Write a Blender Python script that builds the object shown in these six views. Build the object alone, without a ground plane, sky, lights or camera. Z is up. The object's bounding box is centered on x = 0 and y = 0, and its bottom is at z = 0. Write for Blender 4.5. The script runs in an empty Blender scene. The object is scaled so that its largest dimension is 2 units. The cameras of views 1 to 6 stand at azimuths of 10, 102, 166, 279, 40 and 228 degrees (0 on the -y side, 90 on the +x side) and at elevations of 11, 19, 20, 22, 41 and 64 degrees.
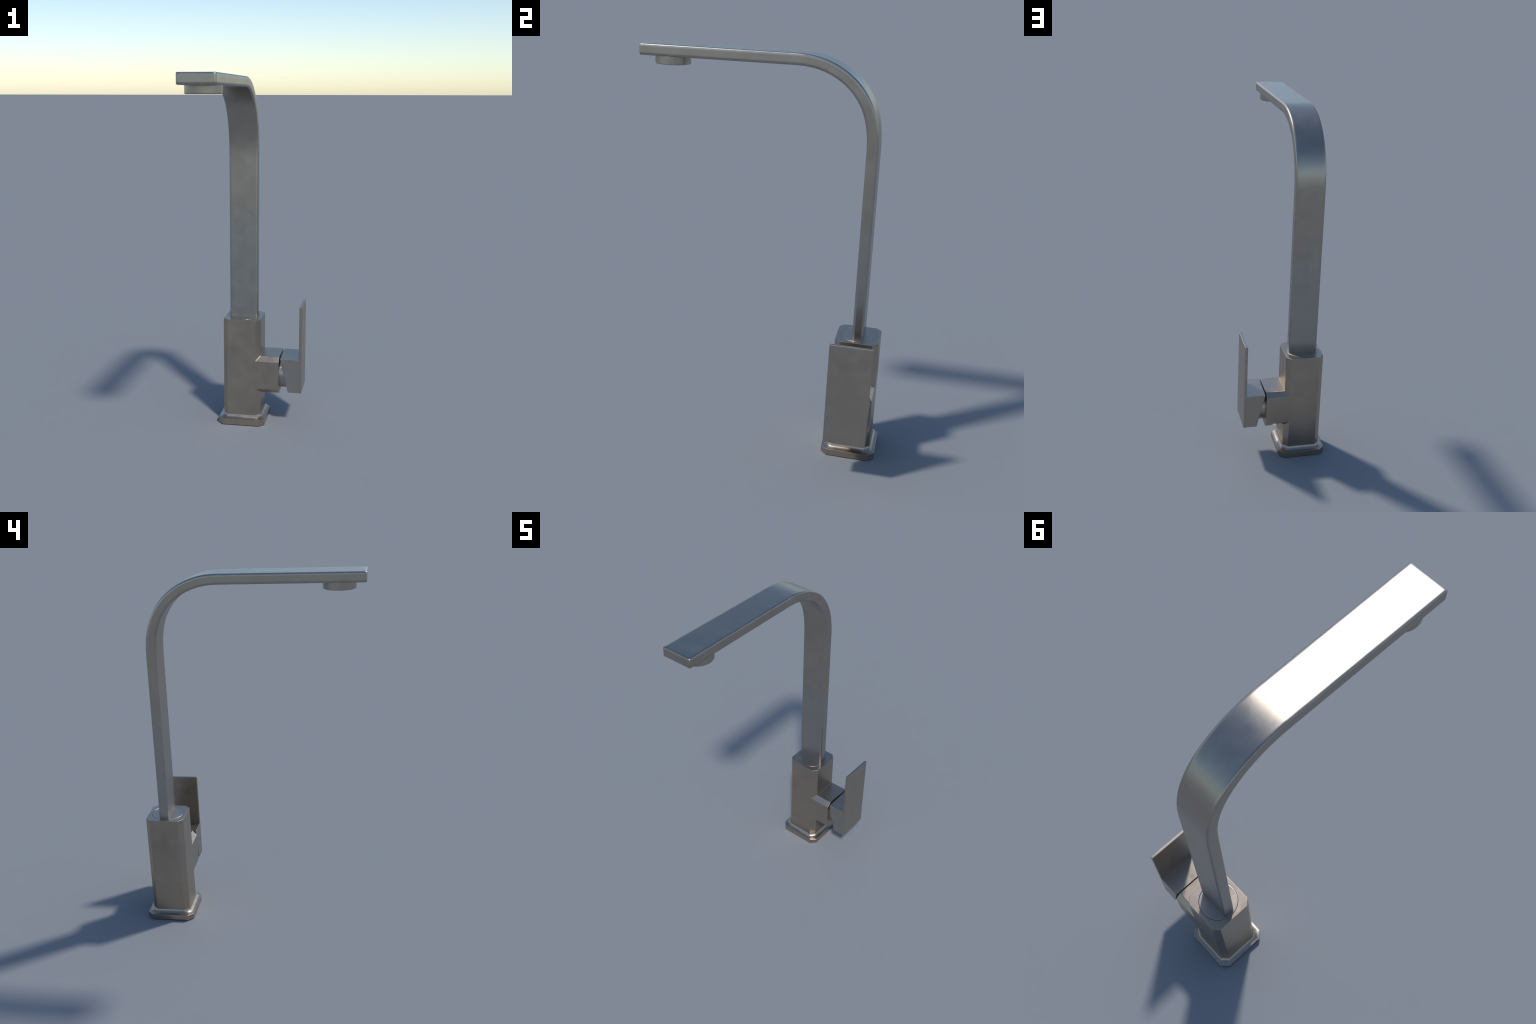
# Tall square-section kitchen tap: swept flat spout, chamfered column with a
# side arm, lever handle, coved foot plate.  Metres, z up.
import bpy, bmesh, math
from mathutils import Vector, Matrix

CX, CY = -0.107, 0.492          # axis of the column

# ------------------------------------------------------------------ materials
def metal(name, colour, rough, seed, patch=None):
    """Satin steel.  Smudges are overlapping round spots that change the sheen
    a little; `patch` = (centre, radius, colour) is a larger area of another tint."""
    m = bpy.data.materials.new(name)
    m.use_nodes = True
    nt = m.node_tree
    N, L = nt.nodes, nt.links
    b = N["Principled BSDF"]
    b.inputs["Metallic"].default_value = 1.0

    def math_node(op, x, y, z=None):
        n = N.new("ShaderNodeMath"); n.operation = op
        for i, v in enumerate((x, y, z)):
            if v is None:
                continue
            if isinstance(v, (int, float)):
                n.inputs[i].default_value = v
            else:
                L.new(v, n.inputs[i])
        return n.outputs[0]

    def noise(vec, scale, detail):
        n = N.new("ShaderNodeTexNoise")
        n.inputs["Scale"].default_value, n.inputs["Detail"].default_value = scale, detail
        L.new(vec, n.inputs["Vector"])
        return n.outputs["Fac"]

    tc = N.new("ShaderNodeTexCoord")
    spots = None
    for k, (scale, size) in enumerate(((15.0, 0.52), (21.0, 0.50), (11.0, 0.55))):
        mp = N.new("ShaderNodeMapping")
        mp.inputs["Location"].default_value = (seed * 1.7 + k, seed * 0.9 - 2 * k, seed * 2.3 + 3 * k)
        L.new(tc.outputs["Object"], mp.inputs["Vector"])
        vo = N.new("ShaderNodeTexVoronoi")
        vo.inputs["Scale"].default_value = scale
        L.new(mp.outputs[0], vo.inputs["Vector"])
        disc = N.new("ShaderNodeMapRange"); disc.interpolation_type = "SMOOTHSTEP"
        disc.inputs["From Min"].default_value, disc.inputs["From Max"].default_value = size + 0.03, size - 0.03
        L.new(vo.outputs["Distance"], disc.inputs["Value"])
        sep = N.new("ShaderNodeSeparateColor")
        L.new(vo.outputs["Color"], sep.inputs[0])
        v = math_node("MULTIPLY", math_node("SUBTRACT", sep.outputs[0], 0.5), disc.outputs[0])
        spots = v if spots is None else math_node("ADD", spots, v)
    cloud = math_node("MULTIPLY_ADD", noise(tc.outputs["Object"], 3.6, 2.0), 2.2, -1.1)
    tone = math_node("ADD", spots, cloud)              # about -1 .. 1
    L.new(math_node("MULTIPLY_ADD", tone, 0.036, rough), b.inputs["Roughness"])
    base = N.new("ShaderNodeMix"); base.data_type = "RGBA"
    base.inputs["A"].default_value = (*colour, 1)
    base.inputs["B"].default_value = (*(patch[2] if patch else colour), 1)
    base.inputs["Factor"].default_value = 0.0
    if patch:
        d = N.new("ShaderNodeVectorMath"); d.operation = "DISTANCE"
        L.new(tc.outputs["Object"], d.inputs[0]); d.inputs[1].default_value = patch[0]
        edge = math_node("MULTIPLY_ADD", noise(tc.outputs["Object"], 7.0, 3.0), 0.30, d.outputs["Value"])
        mr = N.new("ShaderNodeMapRange"); mr.interpolation_type = "SMOOTHSTEP"
        mr.inputs["From Min"].default_value, mr.inputs["From Max"].default_value = patch[1] + 0.22, patch[1] + 0.10
        L.new(edge, mr.inputs["Value"])
        L.new(mr.outputs[0], base.inputs["Factor"])
    gain = N.new("ShaderNodeVectorMath"); gain.operation = "SCALE"
    L.new(base.outputs["Result"], gain.inputs[0])
    L.new(math_node("MULTIPLY_ADD", tone, 0.042, 1.0), gain.inputs["Scale"])
    L.new(gain.outputs[0], b.inputs["Base Color"])
    return m

BODY_METAL = metal("satin_steel_body", (0.423, 0.360, 0.294), 0.350, 1.0)
SPOUT_METAL = metal("satin_steel_spout", (0.406, 0.366, 0.318), 0.346, 2.0,
                    patch=((CX, CY, 0.90), 0.33, (0.392, 0.378, 0.358)))
LEVER_METAL = metal("satin_steel_lever", (0.422, 0.370, 0.313), 0.350, 3.0,
                    patch=((0.17, 0.35, 0.30), 0.08, (0.405, 0.385, 0.360)))

# -------------------------------------------------------------------- helpers
def finish(name, bm, mat, parent, bevel=0.0, segments=3, angle=30, limit=25, flatten=True):
    bmesh.ops.recalc_face_normals(bm, faces=bm.faces[:])
    me = bpy.data.meshes.new(name)
    bm.to_mesh(me); bm.free()
    ob = bpy.data.objects.new(name, me)
    bpy.context.collection.objects.link(ob)
    me.materials.append(mat)
    if parent:                            # modelled in world space, hung on without moving
        ob.parent = parent
        ob.matrix_parent_inverse = TAP_INVERSE if parent is tap else Matrix()
    if bevel:
        md = ob.modifiers.new("rounded_edges", "BEVEL")
        md.width, md.segments, md.limit_method = bevel, segments, "ANGLE"
        md.angle_limit = math.radians(limit)
        md.harden_normals = False
        md.miter_outer = "MITER_ARC"
        apply_mods(ob)
    ob.data.shade_smooth()
    ob.data.set_sharp_from_angle(angle=math.radians(angle))
    if flatten:
        md = ob.modifiers.new("flat_faces_stay_flat", "WEIGHTED_NORMAL")
        md.weight, md.keep_sharp = 80, True
        apply_mods(ob)
    return ob

def apply_mods(ob):
    dg = bpy.context.evaluated_depsgraph_get()
    me = bpy.data.meshes.new_from_object(ob.evaluated_get(dg))
    old = ob.data
    ob.modifiers.clear()
    ob.data = me
    me.name = old.name
    bpy.data.meshes.remove(old)

def octagon(h, c):
    """square of half side h with its corners cut by c, counter-clockwise"""
    a = h - c
    return [(h, -a), (h, a), (a, h), (-a, h), (-h, a), (-h, -a), (-a, -h), (a, -h)]

def loft(bm, rings, cap=True):
    vr = [[bm.verts.new(p) for p in r] for r in rings]
    n = len(vr[0])
    for a, b in zip(vr, vr[1:]):
        for i in range(n):
            bm.faces.new((a[i], a[(i + 1) % n], b[(i + 1) % n], b[i]))
    if cap:
        bm.faces.new(list(reversed(vr[0]))); bm.faces.new(vr[-1])
    return vr

def prism_z(h, c, z0, z1):
    return [[(CX + x, CY + y, z) for x, y in octagon(h, c)] for z in (z0, z1)]

# --------------------------------------------------------------------- the tap
tap = bpy.data.objects.new("kitchen_tap", None)
bpy.context.collection.objects.link(tap)
tap.location = (CX, CY, 0)
bpy.context.view_layer.update()
TAP_INVERSE = tap.matrix_world.inverted()
tap["label"] = "tall square brushed steel kitchen tap with swept flat spout"
tap["category"] = "kitchen tap"

# --- foot plate: chamfered square, small ledge, concave cove up to the column
COL_H, COL_C, COL_TOP = 0.1088, 0.0272, 0.6326
FOOT_H, FOOT_C = 0.137, 0.030
prof = [(FOOT_H - 0.002, 0.0), (FOOT_H, 0.002), (FOOT_H, 0.0335), (FOOT_H - 0.0010, 0.0345),
        (FOOT_H - 0.0030, 0.0346)]
R = FOOT_H - 0.0030 - COL_H + 0.0006
for i in range(1, 15):
    t = math.radians(90 * i / 14)
    prof.append((FOOT_H - 0.0030 - R * math.sin(t), 0.0346 + R * (1 - math.cos(t))))
bm = bmesh.new()
rings = []
for h, z in prof:
    c = COL_C + (FOOT_C - COL_C) * (h - COL_H) / (FOOT_H - COL_H)
    rings.append([(CX + x, CY + y, z) for x, y in octagon(h, c)])
loft(bm, rings)
foot = finish("foot_plate", bm, BODY_METAL, tap, angle=30)

# --- column with the seat for the spout collar, and the side arm (one casting)
ARM_END, ARM_Z0, ARM_Z1 = 0.1120, 0.1945, 0.4160
bm = bmesh.new()
loft(bm, prism_z(COL_H, COL_C, 0.040, COL_TOP))
col = finish("column", bm, BODY_METAL, tap)
bm = bmesh.new()
az, ah = (ARM_Z0 + ARM_Z1) / 2, (ARM_Z1 - ARM_Z0) / 2
sec = []
for y, z in octagon(COL_H, COL_C):
    # chamfers keep their size, height differs from the width
    z = z + math.copysign(ah - COL_H, z)
    sec.append((y, z))
loft(bm, [[(x, CY + y, az + z) for y, z in sec] for x in (CX, ARM_END)])
arm_tool = finish("arm_tool", bm, BODY_METAL, None)
bm = bmesh.new()
SEAT_R = 0.0912
circ = [(math.cos(2 * math.pi * i / 96), math.sin(2 * math.pi * i / 96)) for i in range(96)]
loft(bm, [[(CX + SEAT_R * x, CY + SEAT_R * y, z) for x, y in circ] for z in (COL_TOP - 0.004, COL_TOP + 0.05)])
seat_tool = finish("seat_tool", bm, BODY_METAL, None)
for op, tool in (("UNION", arm_tool), ("DIFFERENCE", seat_tool)):
    md = col.modifiers.new(op.lower(), "BOOLEAN")
    md.operation, md.object, md.solver = op, tool, "EXACT"
    apply_mods(col)
for t in (arm_tool, seat_tool):
    bpy.data.objects.remove(t, do_unlink=True)
bm = bmesh.new(); bm.from_mesh(col.data)
bmesh.ops.remove_doubles(bm, verts=bm.verts[:], dist=1e-5)
bmesh.ops.dissolve_limit(bm, angle_limit=math.radians(1), verts=bm.verts[:], edges=bm.edges[:])
bm.to_mesh(col.data); bm.free()
md = col.modifiers.new("edge", "BEVEL")
md.width, md.segments, md.limit_method, md.angle_limit = 0.0016, 3, "ANGLE", math.radians(30)
apply_mods(col)
col.data.shade_smooth()
md = col.modifiers.new("wn", "WEIGHTED_NORMAL"); md.keep_sharp = False; md.weight = 100
apply_mods(col)

# --- round collar that turns in the top of the column
bm = bmesh.new()
cz = COL_TOP + 0.0002
cprof = [(0.0905, COL_TOP - 0.0035), (0.0905, cz - 0.0018), (0.0901, cz - 0.0008), (0.0893, cz - 0.0002), (0.0880, cz), (0.0, cz)]
rings = [[(CX + r * x, CY + r * y, z) for x, y in circ] for r, z in cprof[:-1]]
loft(bm, rings)
collar = finish("spout_collar", bm, LEVER_METAL, tap, angle=40)

# --- spout: rounded flat bar swept up, round the bend and out
def riser_y(z): return 0.4937 - 0.0042 * (z - 0.633)
def reach_z(y): return 1.9731 - 0.002 * (y + 0.629) / 0.75
# the bend is a quintic whose curvature starts and ends at nothing
Z0, STEP_UP, Y3, STEP_BACK, TIP = 1.540, 0.165, 0.094, 0.097, -0.6295
P = [Vector((riser_y(Z0 + k * STEP_UP), Z0 + k * STEP_UP)) for k in (0, 1, 2)]
P += [Vector((Y3 + k * STEP_BACK, reach_z(Y3 + k * STEP_BACK))) for k in (2, 1, 0)]
path = [Vector((riser_y(z), z)) for z in [0.625 + (Z0 - 0.625) * i / 24 for i in range(24)]]
for i in range(81):
    t = i / 80
    path.append(sum((math.comb(5, k) * t**k * (1 - t)**(5 - k) * P[k] for k in range(6)), Vector((0, 0))))
path += [Vector((y, reach_z(y))) for y in [Y3 + (TIP - Y3) * i / 24 for i in range(1, 25)]]
length = [0.0]
for a, b in zip(path, path[1:]):
    length.append(length[-1] + (b - a).length)
LT = length[-1]

def bar(hw, ht, r, n=1, soft=0.009):
    """flat bar section: rounded corners, and a loop on each flat side near the
    corner so that the rounding fades out softly into the flat"""
    pts = []
    for sx, sy, a0 in ((1, 1, 0), (-1, 1, 90), (-1, -1, 180), (1, -1, 270)):
        arc = [math.radians(a0 + 90 * k / n) for k in range(n + 1)]
        arc = [(sx * (hw - r) + r * math.cos(a), sy * (ht - r) + r * math.sin(a)) for a in arc]
        lead = (arc[0][0], arc[0][1] - sy * soft) if a0 in (0, 180) else (arc[0][0] - sx * soft, arc[0][1])
        tail = (arc[-1][0] - sx * soft, arc[-1][1]) if a0 in (0, 180) else (arc[-1][0], arc[-1][1] - sy * soft)
        pts += [lead] + arc + [tail]
    return pts

def half_width(s):
    bend = length[24] / LT
    u = s / LT
    if u < bend:
        return 0.0807 + 0.0008 * u / bend
    return 0.0815 + 0.0065 * (u - bend) / (1 - bend)

SPOUT_T, SPOUT_R = 0.0268, 0.0045
rings = []
def ring(i, inset=0.0, push=0.0):
    a, b = path[max(i - 1, 0)], path[min(i + 1, len(path) - 1)]
    t = (b - a).normalized()
    nrm = Vector((-t.y, t.x))             # points to the inside of the bend
    hw, ht = half_width(length[i]) - inset, SPOUT_T - inset
    out = []
    for u, v in bar(hw, ht, max(SPOUT_R - inset, 0.0010)):
        q = path[i] - nrm * v + t * push
        out.append((CX + u, q.x, q.y))
    return out
last, TR = len(path) - 1, 0.0040
rings = [ring(i) for i in range(last)] + [ring(last, 0.0, -TR - 0.009)]
for k in range(2):
    a = math.radians(90 * k)
    rings.append(ring(last, TR * (1 - math.cos(a)), TR * (math.sin(a) - 1)))
rings.append(ring(last, TR + 0.009, 0.0))
bm = bmesh.new()
loft(bm, rings)
spout = finish("spout", bm, SPOUT_METAL, tap, angle=60, flatten=False)

# --- aerator under the end of the spout
AY, AR = -0.4925, 0.0845
bm = bmesh.new()
prof = [(AR, 1.955), (AR, 1.9120), (AR - 0.0012, 1.9090), (AR - 0.0050, 1.9070), (AR - 0.014, 1.9070), (AR - 0.015, 1.915)]
loft(bm, [[(CX + r * x, AY + r * y, z) for x, y in circ] for r, z in prof])
aerator = finish("aerator", bm, SPOUT_METAL, tap, angle=40)

# --- lever: wedge block with an upright plate, on a round cartridge stem
HY, HH = 0.492, 0.1018
# the block is a shell: its slanted mouth is open towards the cartridge
WALL, MOUTH_TOP, MOUTH_FOOT, BLOCK_Z0, BLOCK_Z1 = 0.0055, 0.1185, 0.1655, 0.2065, 0.4085
def mouth_x(z): return MOUTH_TOP + (MOUTH_FOOT - MOUTH_TOP) * (BLOCK_Z1 - z) / (BLOCK_Z1 - BLOCK_Z0)
def frame(inset, x=None):
    y0, y1, z0, z1 = HY - HH + inset, HY + HH - inset, BLOCK_Z0 + inset, BLOCK_Z1 - inset
    return [(mouth_x(z) if x is None else x, y, z) for y, z in ((y0, z0), (y1, z0), (y1, z1), (y0, z1))]
bm = bmesh.new()
loft(bm, [frame(0.0003, 0.2300), frame(0.0003), frame(WALL), frame(WALL, 0.2240)])
handle = finish("handle", bm, LEVER_METAL, tap, bevel=0.0018, angle=50)
bm = bmesh.new()
plate = [(0.2280, 0.2050), (0.2438, 0.2050), (0.2438, 0.7212), (0.2280, 0.7212)]
loft(bm, [[(x, y, z) for x, z in plate] for y in (HY - HH - 0.0006, HY + HH + 0.0006)])
plate = finish("lever_plate", bm, LEVER_METAL, handle, bevel=0.0030, segments=3, angle=50)
bm = bmesh.new()
SR, SZ = 0.0895, 0.3000
loft(bm, [[(x, HY + SR * a, SZ + SR * b) for a, b in circ] for x in (ARM_END - 0.004, 0.2235)])
stem = finish("cartridge_stem", bm, LEVER_METAL, handle, angle=40)
